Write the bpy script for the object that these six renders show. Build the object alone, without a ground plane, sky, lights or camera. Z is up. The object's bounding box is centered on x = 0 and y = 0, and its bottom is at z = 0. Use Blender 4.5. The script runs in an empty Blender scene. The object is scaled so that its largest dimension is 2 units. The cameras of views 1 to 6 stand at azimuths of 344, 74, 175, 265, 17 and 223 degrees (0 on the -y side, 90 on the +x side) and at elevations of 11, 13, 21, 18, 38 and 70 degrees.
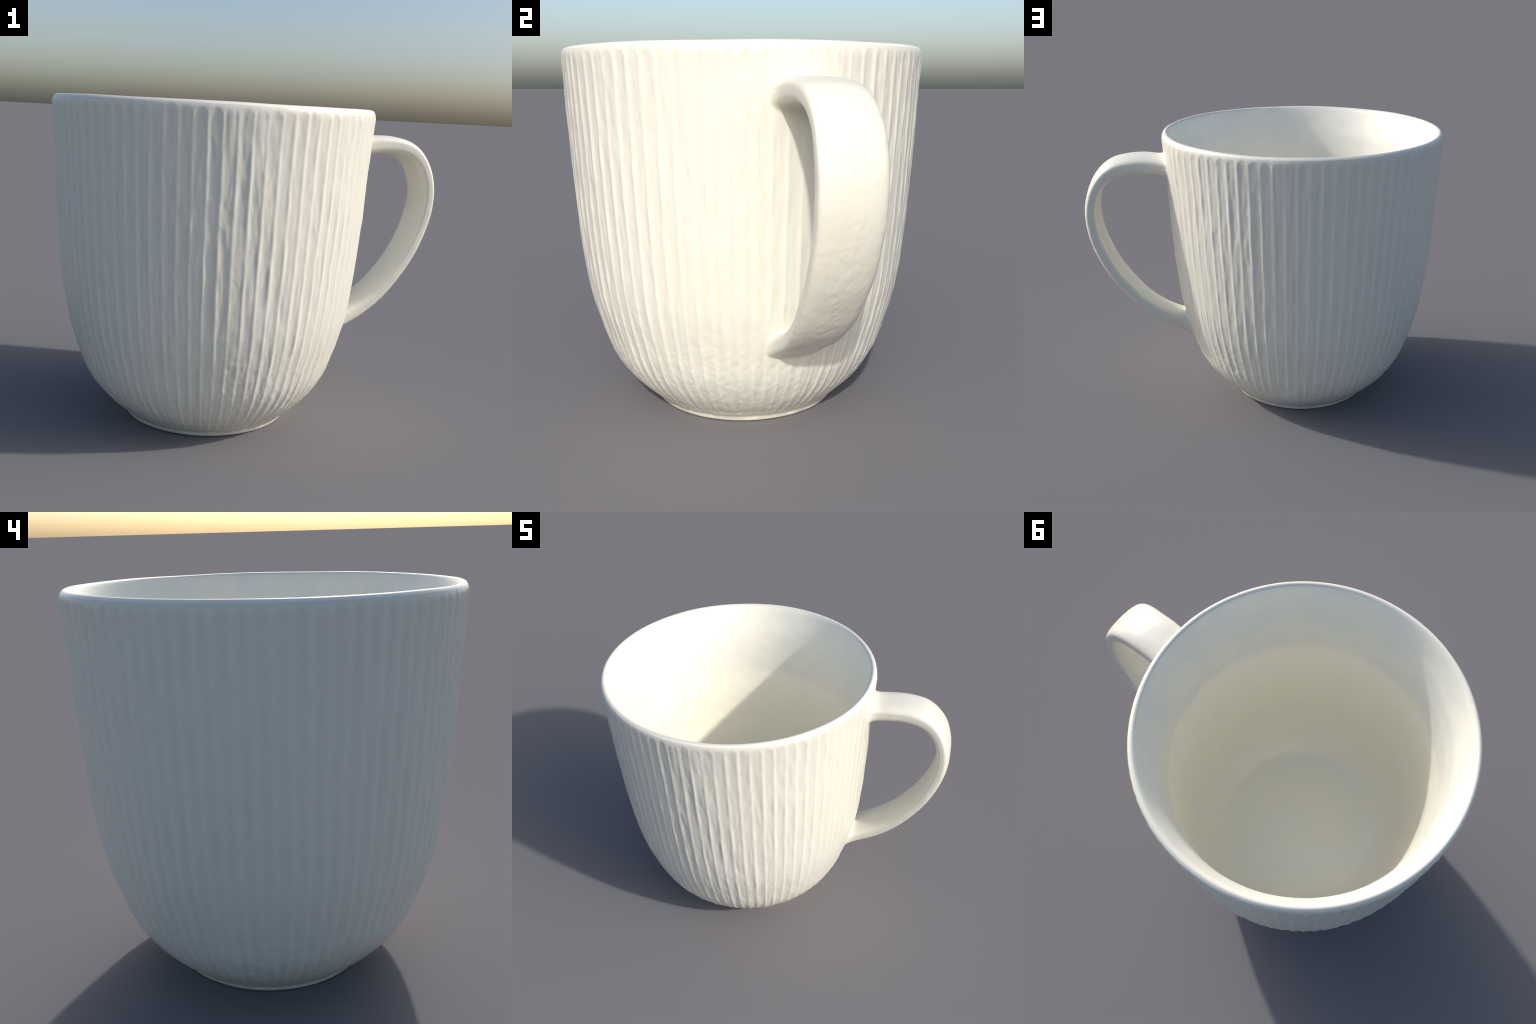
"""A white ribbed ceramic mug: fluted cup wall, plain rounded rim, smooth inside,
low foot ring and a broad strap handle that flows into the wall."""
import bpy, math
import numpy as np
from mathutils import Vector

RNG = np.random.default_rng(7)

# ------------------------------------------------------------------ sizes
AXIS = (-0.2215, -0.0028)          # where the cup's axis stands
# very slight wander of the thrown cup's axis: height, x shift, y shift
DRIFT = [(0.0, 0.004, 0.001), (0.08, 0.003, 0.0), (0.3, 0.001, -0.001), (0.8, -0.001, 0.001), (1.3, 0.0, 0.001), (1.567, 0.002, 0.001)]
RIM_TILT = (0.0030, -0.0045)      # the rim is not quite level
OVAL = -0.0062                     # very slight out-of-round
HEIGHT = 1.5735
CAVITY_SHIFT = (0.008, -0.002)     # the cavity stands a little nearer the handle
RIBS = 81
RIB_PHASE = math.radians(95.6)
RIB_DEPTH = 0.0038

# outer profile (height, radius), foot to rim
OUTER = [(0.000, 0.408), (0.006, 0.416), (0.016, 0.420), (0.026, 0.425), (0.034, 0.433),
         (0.043, 0.444), (0.062, 0.464), (0.10, 0.505), (0.16, 0.558), (0.25, 0.614),
         (0.38, 0.661), (0.55, 0.705), (0.75, 0.7313), (1.0, 0.751), (1.25, 0.764),
         (1.42, 0.7725), (1.50, 0.777), (1.535, 0.779), (1.550, 0.7775), (1.562, 0.773)]
# inside profile from rim top inward and down to the middle of the floor
INNER = [(1.570, 0.767), (1.5735, 0.759), (1.571, 0.751), (1.562, 0.744), (1.535, 0.733), (1.48, 0.715), (1.42, 0.698),
         (1.34, 0.683), (1.25, 0.672), (1.0, 0.653), (0.75, 0.647), (0.55, 0.625), (0.38, 0.590), (0.28, 0.555),
         (0.205, 0.507), (0.158, 0.448), (0.143, 0.365), (0.135, 0.28), (0.132, 0.15), (0.131, 0.0)]
# underside of the foot, from the standing edge inward
UNDER = [(0.000, 0.408), (0.0, 0.375), (0.012, 0.360), (0.035, 0.350), (0.045, 0.33), (0.047, 0.15), (0.047, 0.0)]


# ------------------------------------------------------------------ small maths
def smoothstep(a, b, x):
    t = np.clip((x - a) / (b - a), 0, 1)
    return t * t * (3 - 2 * t)


def spline(points, n, sharp=0.5):
    """Catmull-Rom through the points, n samples evenly spaced in arc length."""
    P = np.array(points, float)
    P = np.vstack([2 * P[0] - P[1], P, 2 * P[-1] - P[-2]])
    out = []
    for i in range(1, len(P) - 2):
        p0, p1, p2, p3 = P[i - 1:i + 3]
        d = lambda a, b: max(np.linalg.norm(b - a) ** sharp, 1e-6)
        t0 = 0; t1 = t0 + d(p0, p1); t2 = t1 + d(p1, p2); t3 = t2 + d(p2, p3)
        t = np.linspace(t1, t2, 60, endpoint=False)[:, None]
        a1 = (t1 - t) / (t1 - t0) * p0 + (t - t0) / (t1 - t0) * p1
        a2 = (t2 - t) / (t2 - t1) * p1 + (t - t1) / (t2 - t1) * p2
        a3 = (t3 - t) / (t3 - t2) * p2 + (t - t2) / (t3 - t2) * p3
        b1 = (t2 - t) / (t2 - t0) * a1 + (t - t0) / (t2 - t0) * a2
        b2 = (t3 - t) / (t3 - t1) * a2 + (t - t1) / (t3 - t1) * a3
        out.append((t2 - t) / (t2 - t1) * b1 + (t - t1) / (t2 - t1) * b2)
    Q = np.vstack(out + [P[-2][None]])
    s = np.concatenate([[0], np.cumsum(np.linalg.norm(np.diff(Q, axis=0), axis=1))])
    x = np.linspace(0, s[-1], n)
    return np.stack([np.interp(x, s, Q[:, k]) for k in range(Q.shape[1])], 1)


class Noise2:
    """Smooth value noise on (u, v); u wraps with period 1."""
    def __init__(self, nu, nv):
        self.g = RNG.uniform(-1, 1, (nu, nv + 4)); self.nu = nu; self.nv = nv

    def __call__(self, u, v):
        x = (u % 1.0) * self.nu; y = np.clip(v, 0, 1) * self.nv + 1
        i = np.floor(x).astype(int); j = np.floor(y).astype(int)
        fx = x - i; fy = y - j
        w = lambda f: (((-f + 3) * f - 3) * f + 1, (3 * f - 6) * f * f + 4, ((-3 * f + 3) * f + 3) * f + 1, f ** 3)
        r = 0
        for a, wa in enumerate(w(fx)):
            for b, wb in enumerate(w(fy)):
                r = r + wa * wb * self.g[(i + a - 1) % self.nu, np.clip(j + b - 1, 0, self.nv + 3)]
        return r / 36 * 1.8


def drift(z):
    D = np.array(DRIFT)
    return np.interp(z, D[:, 0], D[:, 1]), np.interp(z, D[:, 0], D[:, 2])


def place(r, a, z):
    """Cup coordinates (radius, angle, height) to the world, with lean and out-of-round."""
    rr = r * (1 + OVAL * np.sin(2 * a))
    X = rr * np.cos(a); Y = rr * np.sin(a)
    dx, dy = drift(z)
    return np.stack([AXIS[0] + X + dx, AXIS[1] + Y + dy,
                     z - (RIM_TILT[0] * X + RIM_TILT[1] * Y) * np.clip(z / HEIGHT, 0, 1)], -1)


OUT = spline(OUTER, 1200)


def wall_radius(z):
    return np.interp(z, OUT[:, 0], OUT[:, 1])


# ------------------------------------------------------------------ handle description
# strap outline in the plane of the handle: (x, z) of the outer face and of the inner face
STRAP_OUT = [(0.500, 1.426), (0.56, 1.437), (0.62, 1.445), (0.68, 1.449), (0.765, 1.443), (0.84, 1.423), (0.904, 1.380), (0.955, 1.311),
             (0.985, 1.235), (1.000, 1.15), (0.998, 1.06), (0.979, 0.964), (0.944, 0.868), (0.889, 0.762),
             (0.818, 0.660), (0.740, 0.571), (0.650, 0.493), (0.568, 0.442), (0.49, 0.407), (0.41, 0.383)]
STRAP_IN = [(0.500, 1.332), (0.56, 1.340), (0.62, 1.348), (0.67, 1.352), (0.73, 1.353), (0.79, 1.344), (0.84, 1.322), (0.885, 1.278),
            (0.914, 1.22), (0.927, 1.15), (0.923, 1.065), (0.902, 0.975), (0.866, 0.882), (0.812, 0.780),
            (0.750, 0.697), (0.682, 0.620), (0.604, 0.559), (0.536, 0.519), (0.46, 0.489), (0.38, 0.472)]
STRAP_Y = [(0.0, 0.027), (0.2, 0.030), (0.35, 0.037), (0.5, 0.040), (0.7, 0.046), (0.85, 0.048), (1.0, 0.043)]
STRAP_HALF = [(0.0, 0.110), (0.2, 0.115), (0.4, 0.119), (0.6, 0.118), (0.85, 0.115), (1.0, 0.112)]
ROOT_TOP = (0.55, 0.006, 1.38)
ROOT_LOW = (0.47, 0.060, 0.450)


# ------------------------------------------------------------------ cup
def build_cup():
    na = RIBS * 16
    ang = np.linspace(0, 2 * math.pi, na, endpoint=False)
    zr_out = spline(OUTER, 430)
    zr_in = spline(INNER, 230)
    zr_under = spline(UNDER, 60)[::-1]
    rows = np.vstack([zr_under[1:-1], zr_out, zr_in[:-1]])
    region = np.array([0] * (len(zr_under) - 2) + [1] * len(zr_out) + [2] * (len(zr_in) - 1))
    z = rows[:, 0][:, None] + 0 * ang[None]
    r = rows[:, 1][:, None] + 0 * ang[None]
    a = ang[None] + 0 * z
    u = a / (2 * math.pi); v = z / HEIGHT
    outside = (region == 1)[:, None]

    # flutes: broad shallow channels between narrow crests, a little unsteady
    wander = Noise2(40, 7)(u, v) * 0.06 + Noise2(81, 14)(u, v) * 0.05
    c = 0.5 + 0.5 * np.cos((a - RIB_PHASE) * RIBS + wander * 2)
    crest = 0.28 * c + 0.72 * c ** 3.6
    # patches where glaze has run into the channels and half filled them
    run = smoothstep(0.0, 0.75, Noise2(162, 10)(u, v)) * 0.45 + smoothstep(0.0, 0.7, Noise2(300, 24)(u, v)) * 0.28
    crest = crest + (1 - crest) * run * (1 - crest)
    scallop = 1.536 + 0.010 * (1 - c) + 0.006 * Noise2(120, 1)(u, v)
    fade = smoothstep(0.038, 0.070, z) * (1 - smoothstep(scallop - 0.014, scallop + 0.012, z))
    strength = 1 + 0.22 * Noise2(60, 9)(u, v) + 0.20 * Noise2(160, 30)(u, v) + 0.22 * Noise2(243, 44)(u, v)
    # the wall smooths out where the handle grows from it
    P = place(r, a, z)
    for root, ry, rz in ((ROOT_TOP, 0.20, 0.16), (ROOT_LOW, 0.19, 0.12)):
        d = np.sqrt(((P[..., 1] - root[1]) / ry) ** 2 + ((P[..., 2] - root[2]) / rz) ** 2)
        fade = fade * np.where(P[..., 0] > 0, smoothstep(0.70, 1.15, d), 1)
    relief = RIB_DEPTH * (crest * strength - 0.62) * fade

    # uneven glaze: long drags, small dimples gathering toward the foot
    low = 1 - smoothstep(0.10, 0.75, z)
    drag = Noise2(150, 8)(u, v) * 0.0007 + Noise2(330, 26)(u, v) * 0.0010
    dimple = Noise2(300, 100)(u, v) * 0.0006 + Noise2(480, 170)(u, v) * 0.0005
    chips = smoothstep(0.35, 0.9, Noise2(240, 24)(u, v)) * 0.0018 * (0.5 + 0.5 * Noise2(20, 5)(u, v))
    near_rim = smoothstep(1.51, 1.54, z)
    body_noise = drag * (1 - 0.6 * near_rim) * smoothstep(0.03, 0.08, z) + dimple * (0.25 + low) * (1 - 0.7 * near_rim)
    foot_wear = (Noise2(70, 1)(u, v * 0) * 0.0022 + Noise2(150, 60)(u, v) * 0.0014) * (1 - smoothstep(0.03, 0.06, z))
    r_out = relief + foot_wear + body_noise - chips * (1 - near_rim) * smoothstep(0.05, 0.1, z) + Noise2(12, 3)(u, v) * 0.0015
    rim_wave = Noise2(30, 1)(u, v * 0) * 0.0012
    inside_noise = Noise2(60, 30)(u, v) * 0.0008 + Noise2(30, 60)(u, v) * 0.0006
    inside_noise = inside_noise + Noise2(130, 60)(u, v) * 0.0008 * (1 - smoothstep(1.08, 1.16, z))
    taper = smoothstep(0.05, 0.3, r)
    r = r + np.where(outside, r_out * smoothstep(0.0, 0.02, z), 0)
    r = r + np.where((region == 2)[:, None], (inside_noise * (1 - smoothstep(1.5, 1.55, z)) + Noise2(12, 3)(u, v) * 0.0015) * taper, 0)
    z = z + rim_wave * smoothstep(1.5, HEIGHT, z)
    z = z + np.where((region == 1)[:, None], Noise2(40, 1)(u, v * 0) * 0.0015, 0) * smoothstep(0.0, 0.01, z) * (1 - smoothstep(0.01, 0.05, z))
    pts = place(r, a, z)
    for k in (0, 1):
        pts[..., k] += np.where((region == 2)[:, None], CAVITY_SHIFT[k] * (1 - smoothstep(1.40, 1.56, z)), 0)
    pts = pts.reshape(-1, 3)
    n_rows = len(rows)
    bottom = place(np.array(0.), np.array(0.), np.array(zr_under[0][0]))
    floor = place(np.array(0.), np.array(0.), np.array(zr_in[-1][0])) + np.array([*CAVITY_SHIFT, 0])
    pts = np.vstack([pts, bottom[None], floor[None]])

    i = np.arange(n_rows - 1)[:, None] * na; j = np.arange(na)[None]; k = (j + 1) % na
    quads = np.stack([i + j, i + k, i + na + k, i + na + j], -1).reshape(-1, 4)
    # region of each band of faces
    mean_z = 0.5 * (rows[:-1, 0] + rows[1:, 0])
    band = np.where(region[1:] == 0, 0, np.where(region[1:] == 1, 1, 3))
    band = np.where((band == 1) & (mean_z < 0.036), 0, band)       # foot ring
    band = np.where((band == 1) & (mean_z > 1.546), 2, band)       # rim
    band = np.where((band == 3) & (mean_z > 1.566), 2, band)
    face_band = np.repeat(band, na)
    last = n_rows * na
    fan_lo = np.stack([np.full(na, last), np.roll(np.arange(na), -1), np.arange(na)], 1)
    top0 = (n_rows - 1) * na
    fan_hi = np.stack([np.full(na, last + 1), top0 + np.arange(na), top0 + np.roll(np.arange(na), -1)], 1)
    return pts, quads, face_band, fan_lo, fan_hi


def vertex_normals(pts, quads, tris=None):
    n = np.zeros_like(pts)
    fn = np.cross(pts[quads[:, 2]] - pts[quads[:, 0]], pts[quads[:, 3]] - pts[quads[:, 1]])
    for k in range(4):
        for c in range(3):
            n[:, c] += np.bincount(quads[:, k], fn[:, c], len(pts))
    if tris is not None:
        tn = np.cross(pts[tris[:, 1]] - pts[tris[:, 0]], pts[tris[:, 2]] - pts[tris[:, 0]])
        for k in range(3):
            for c in range(3):
                n[:, c] += np.bincount(tris[:, k], tn[:, c], len(pts))
    return n / np.maximum(np.linalg.norm(n, axis=1), 1e-12)[:, None]


def make_mesh(name, pts, normals, quads, tris=None):
    """Mesh object from the used points only, with the whole body's vertex normals."""
    flat = quads.ravel() if tris is None else np.concatenate([quads.ravel(), tris.ravel()])
    used = np.unique(flat)
    remap = np.full(len(pts), -1); remap[used] = np.arange(len(used))
    flat = remap[flat]
    nf = len(quads) + (0 if tris is None else len(tris))
    starts = np.arange(len(quads)) * 4
    if tris is not None:
        starts = np.concatenate([starts, len(quads) * 4 + np.arange(len(tris)) * 3])
    me = bpy.data.meshes.new(name)
    me.vertices.add(len(used)); me.loops.add(len(flat)); me.polygons.add(nf)
    me.vertices.foreach_set("co", pts[used].astype(np.float32).ravel())
    me.loops.foreach_set("vertex_index", flat.astype(np.int32))
    me.polygons.foreach_set("loop_start", starts.astype(np.int32))
    me.update(calc_edges=True)
    me.validate()
    me.polygons.foreach_set("use_smooth", np.ones(nf, bool))
    me.normals_split_custom_set_from_vertices(normals[used].astype(np.float32))
    me.update()
    ob = bpy.data.objects.new(name, me)
    bpy.context.scene.collection.objects.link(ob)
    return ob


# ------------------------------------------------------------------ handle
def cup_surface(y, z):
    """World point on the plain (unribbed) cup wall at world y, z on the handle side."""
    r = wall_radius(np.clip(z, 0, 1.54))
    dx, dy = drift(z); cx = AXIS[0] + dx; cy = AXIS[1] + dy
    x = cx + np.sqrt(np.maximum(r * r - (y - cy) ** 2, 0))
    for _ in range(3):
        a = np.arctan2(y - cy, x - cx); rr = r * (1 + OVAL * np.sin(2 * a))
        x = cx + np.sqrt(np.maximum(rr * rr - (y - cy) ** 2, 0))
    return np.stack([x, y, z], -1)


def build_handle():
    ns, nc = 420, 144
    outer = spline(STRAP_OUT, 900); inner = spline(STRAP_IN, 900)
    s = np.linspace(0, 1, ns)
    pick = lambda C: np.stack([np.interp(s, np.linspace(0, 1, len(C)), C[:, k]) for k in range(2)], 1)
    # pair outer and inner points by their control index so sections stay square to the strap
    def by_index(ctrl):
        C = np.array(ctrl); dense = spline(ctrl, 4000)
        idx = [int(np.argmin(((dense - c) ** 2).sum(1))) for c in C]
        t = np.interp(np.linspace(0, len(C) - 1, ns), np.arange(len(C)), np.array(idx))
        ker = np.hanning(41); ker /= ker.sum()
        t = np.convolve(np.pad(t, 20, mode="reflect", reflect_type="odd"), ker, "valid")
        t = np.clip(t, 0, len(dense) - 1)
        return np.stack([np.interp(t, np.arange(len(dense)), dense[:, k]) for k in range(2)], 1)
    po, pi = by_index(STRAP_OUT), by_index(STRAP_IN)
    mid = (po + pi) / 2; half_t = (po - pi) / 2
    yc = np.interp(s, *np.array(STRAP_Y).T); hw = np.interp(s, *np.array(STRAP_HALF).T)
    ker = np.hanning(67); ker /= ker.sum()
    sm = lambda q: np.convolve(np.pad(q, 33, mode="edge"), ker, "valid")
    yc, hw = sm(yc), sm(hw)
    # strap section: rounded slab, slightly domed on the outside, points evenly spaced round it
    full = np.linspace(0, 2 * math.pi, 6001)
    fy = np.sign(np.cos(full)) * np.abs(np.cos(full)) ** 0.42 * 0.118
    ft = np.sign(np.sin(full)) * np.abs(np.sin(full)) ** 0.58 * 0.040
    arc = np.concatenate([[0], np.cumsum(np.hypot(np.diff(fy), np.diff(ft)))])
    phi = np.interp(np.linspace(0, arc[-1], nc, endpoint=False), arc, full)
    cs, sn = np.cos(phi), np.sin(phi)
    ey = np.sign(cs) * np.abs(cs) ** 0.42
    et = np.sign(sn) * np.abs(sn) ** 0.58
    w = ey[None] * hw[:, None]
    bow = 1 - 0.18 * ey ** 2
    t = et * np.where(et > 0, bow, 1 - 0.04 * ey ** 2)
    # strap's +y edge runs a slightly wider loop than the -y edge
    skew = ey[None] * (-0.004 + 0.012 * smoothstep(0.45, 0.85, s))[:, None]
    pts = np.stack([mid[:, None, 0] + half_t[:, None, 0] * t[None],
                    yc[:, None] + w,
                    mid[:, None, 1] + half_t[:, None, 1] * t[None] + skew], -1)
    # gentle unevenness
    n1, n2, n3 = Noise2(10, 26), Noise2(38, 100), Noise2(64, 190)
    uu = np.linspace(0, 1, nc, endpoint=False)[None] + 0 * s[:, None]; vv = s[:, None] + 0 * phi[None]
    bump = n1(uu, vv) * 0.0016 + (n2(uu, vv) * 0.0006 + n3(uu, vv) * 0.0007) * np.where(sn > 0, 1, 0.4)[None] * (0.15 + 0.85 * smoothstep(0.40, 0.70, s))[:, None]
    centre = np.stack([mid[:, 0], yc, mid[:, 1]], -1)[:, None]
    d = pts - centre
    pts = pts + d / np.maximum(np.linalg.norm(d, axis=2), 1e-6)[..., None] * bump[..., None]

    # cut strap where it nears the wall and flare it into the wall with a fillet
    def clearance(p):
        q = cup_surface(p[..., 1], p[..., 2])
        return p[..., 0] - q[..., 0]
    clear = clearance(pts)
    first = int(np.argmax((clear.min(1) > 0.048)))
    last = ns - 1 - int(np.argmax((clear.min(1)[::-1] > 0.042)))

    def root(ring_i, toward, fil, sink):
        """Rings from the strap's cut ring down to a spread ring lying in the wall."""
        ring = pts[ring_i]; nxt = pts[ring_i - toward]
        tan = ring - nxt                                     # heading to the wall
        tan = tan.mean(0); tan /= np.linalg.norm(tan)
        # march each point along the strap direction to the wall
        hit = ring.copy()
        step = np.full(nc, 0.0)
        for _ in range(40):
            hit = ring + step[:, None] * tan
            step = step + clearance(hit) / max(-tan[0], 0.3) * 0.8
        c = hit.mean(0)
        out = hit - c
        ln = np.linalg.norm(out[:, 1:], axis=1)[:, None]
        spread = hit.copy()
        spread[:, 1:] += out[:, 1:] / np.maximum(ln, 1e-5) * fil[:, None]
        spread = cup_surface(spread[:, 1], spread[:, 2])
        spread[:, 0] -= sink
        rings = []
        for q in np.linspace(0, 1, 22)[1:]:
            rings.append((1 - q) ** 2 * ring + 2 * q * (1 - q) * (hit) + q * q * spread)
        tail = spread.copy(); tail[:, 0] -= 0.02
        rings.append(tail)
        return rings
    f_top = np.where(sn > 0, 0.018 + 0.006 * np.abs(cs), 0.062 - 0.030 * np.abs(cs))
    f_low = 0.024 + 0.008 * np.abs(cs)
    top = root(first, -1, f_top, 0.0035)
    low = root(last, 1, f_low, 0.0035)
    rings = np.array(top[::-1] + [p for p in pts[first:last + 1]] + low)
    nr = len(rings)
    P = rings.reshape(-1, 3)
    i = np.arange(nr - 1)[:, None] * nc; j = np.arange(nc)[None]; k = (j + 1) % nc
    quads = np.stack([i + j, i + k, i + nc + k, i + nc + j], -1).reshape(-1, 4)
    nrm = vertex_normals(P, quads)
    # outward check
    m = nr // 2 * nc
    if np.dot(nrm[m + nc // 4], P[m + nc // 4] - rings[nr // 2].mean(0)) < 0:
        quads = quads[:, ::-1]; nrm = -nrm
    # where the fillet lies down on the wall, take the wall's own normal
    for ring_k, wt in [(q, (1 - q / 8)) for q in range(0, 8)]:
        for idx in (ring_k, nr - 1 - ring_k):
            sl = slice(idx * nc, (idx + 1) * nc)
            p = P[sl]
            wn = np.stack([p[:, 0] - AXIS[0], p[:, 1] - AXIS[1], 0 * p[:, 0]], 1)
            wn /= np.linalg.norm(wn, axis=1)[:, None]
            e = 0.01
            wn[:, 2] = -(wall_radius(p[:, 2] + e) - wall_radius(p[:, 2] - e)) / (2 * e)
            wn /= np.linalg.norm(wn, axis=1)[:, None]
            nn = nrm[sl] * (1 - wt) + wn * wt
            nrm[sl] = nn / np.linalg.norm(nn, axis=1)[:, None]
    return P, quads, nrm


# ------------------------------------------------------------------ glaze
def glaze(name, base, tint, rough=0.42, mottle=0.5, grain=0.15, scale=3.5, squash=1.0, below=None, ribs=False, cut=(0.40, 0.62)):
    """Off-white glaze clouded with a second tint; `below` = (height, colour, colour) adds the
    warm beige zone inside the cup below a soft, ragged line."""
    m = bpy.data.materials.new(name); m.use_nodes = True
    nt = m.node_tree; nd = nt.nodes; ln = nt.links
    bsdf = nd["Principled BSDF"]
    tc = nd.new("ShaderNodeTexCoord")

    def noise(sc, detail, squeeze=1.0, shift=0.0, ro=0.6):
        mp = nd.new("ShaderNodeMapping")
        mp.inputs["Scale"].default_value = (1, 1, squeeze)
        mp.inputs["Location"].default_value = (shift, shift * 0.7, shift * 1.3)
        n = nd.new("ShaderNodeTexNoise")
        n.inputs["Scale"].default_value = sc; n.inputs["Detail"].default_value = detail
        n.inputs["Roughness"].default_value = ro
        ln.new(tc.outputs["Object"], mp.inputs["Vector"]); ln.new(mp.outputs["Vector"], n.inputs["Vector"])
        return n.outputs["Fac"]

    def spread(fac, lo, hi, a, b):
        r = nd.new("ShaderNodeMapRange"); r.clamp = True
        for k, val in enumerate((lo, hi, a, b)):
            r.inputs[k + 1].default_value = val
        ln.new(fac, r.inputs[0]); return r.outputs[0]

    def blend(fac, a, b):
        x = nd.new("ShaderNodeMix"); x.data_type = "RGBA"
        ln.new(fac, x.inputs[0])
        for sock, col in ((x.inputs[6], a), (x.inputs[7], b)):
            if isinstance(col, tuple):
                sock.default_value = (*col, 1)
            else:
                ln.new(col, sock)
        return x.outputs[2]

    colour = blend(spread(noise(scale, 6, squash), *cut, 0, mottle), base, tint)
    height = noise(60, 4)
    if below:
        line, lower_warm, lower_cool = below
        sep = nd.new("ShaderNodeSeparateXYZ"); ln.new(tc.outputs["Object"], sep.inputs[0])
        rag = nd.new("ShaderNodeMath"); rag.operation = "MULTIPLY_ADD"
        ln.new(noise(7, 5, 1.0, 3.0), rag.inputs[0]); rag.inputs[1].default_value = 0.10
        ln.new(sep.outputs["Z"], rag.inputs[2])
        mask = spread(rag.outputs[0], line + 0.02, line + 0.09, 1, 0)
        patch = blend(spread(noise(4.5, 7, 1.0, 11.0, 0.65), 0.48, 0.60, 0, 0.9), lower_warm, lower_cool)
        floor_lighten = spread(sep.outputs["Z"], 0.18, 0.48, 1, 0)  # colour lightened toward the floor to offset the shade deep in the cup
        cloud = spread(noise(3.2, 6, 1.0, 21.0, 0.6), 0.44, 0.56, 0, 1)
        patch = blend(floor_lighten, patch, blend(cloud, (0.95, 0.935, 0.81), (0.94, 0.93, 0.835)))
        colour = blend(mask, colour, patch)
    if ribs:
        # crease shading painted into the colour: channels tinted darker, crests paler
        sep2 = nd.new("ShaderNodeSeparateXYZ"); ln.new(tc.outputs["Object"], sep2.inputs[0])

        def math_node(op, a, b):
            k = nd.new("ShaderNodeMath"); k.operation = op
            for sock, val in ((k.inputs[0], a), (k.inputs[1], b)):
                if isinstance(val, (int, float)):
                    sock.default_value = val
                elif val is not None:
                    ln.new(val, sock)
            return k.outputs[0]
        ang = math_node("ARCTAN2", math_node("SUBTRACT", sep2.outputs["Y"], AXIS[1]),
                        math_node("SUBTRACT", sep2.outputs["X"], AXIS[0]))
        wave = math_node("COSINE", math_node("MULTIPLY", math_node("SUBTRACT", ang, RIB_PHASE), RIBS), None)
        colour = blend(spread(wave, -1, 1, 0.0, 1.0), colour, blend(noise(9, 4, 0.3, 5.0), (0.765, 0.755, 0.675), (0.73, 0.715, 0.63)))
    ln.new(colour, bsdf.inputs["Base Color"])
    bump = nd.new("ShaderNodeBump"); bump.inputs["Strength"].default_value = grain
    bump.inputs["Distance"].default_value = 0.003
    ln.new(height, bump.inputs["Height"])
    ln.new(bump.outputs["Normal"], bsdf.inputs["Normal"])
    bsdf.inputs["Roughness"].default_value = rough
    bsdf.inputs["Specular IOR Level"].default_value = 0.5
    return m


def main():
    white = (0.725, 0.705, 0.615); cool = (0.695, 0.685, 0.615)
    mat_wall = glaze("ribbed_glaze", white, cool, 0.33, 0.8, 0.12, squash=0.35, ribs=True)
    mat_smooth = glaze("smooth_glaze", white, cool, 0.35, 0.6, 0.10)
    mat_inside = glaze("inside_glaze", (0.845, 0.825, 0.725), (0.785, 0.785, 0.725), 0.33, 0.60, 0.10, scale=4.5, cut=(0.47, 0.55),  # brighter than the outside: baked interior light carried in the base colour
                       below=(1.13, (0.935, 0.90, 0.76), (0.905, 0.885, 0.785)))

    mug = bpy.data.objects.new("ribbed_mug", None)
    bpy.context.scene.collection.objects.link(mug)
    mug["label"] = "white ribbed ceramic mug with broad strap handle"
    mug["category"] = "mug"

    pts, quads, band, fan_lo, fan_hi = build_cup()
    nrm = vertex_normals(pts, quads, np.vstack([fan_lo, fan_hi]))
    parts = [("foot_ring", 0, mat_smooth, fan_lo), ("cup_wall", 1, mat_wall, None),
             ("rim", 2, mat_smooth, None), ("inside_wall", 3, mat_inside, fan_hi)]
    for name, b, mat, fan in parts:
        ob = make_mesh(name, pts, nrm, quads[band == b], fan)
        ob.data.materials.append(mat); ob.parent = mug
    P, Q, N = build_handle()
    ob = make_mesh("handle", P, N, Q)
    ob.data.materials.append(mat_smooth); ob.parent = mug


main()
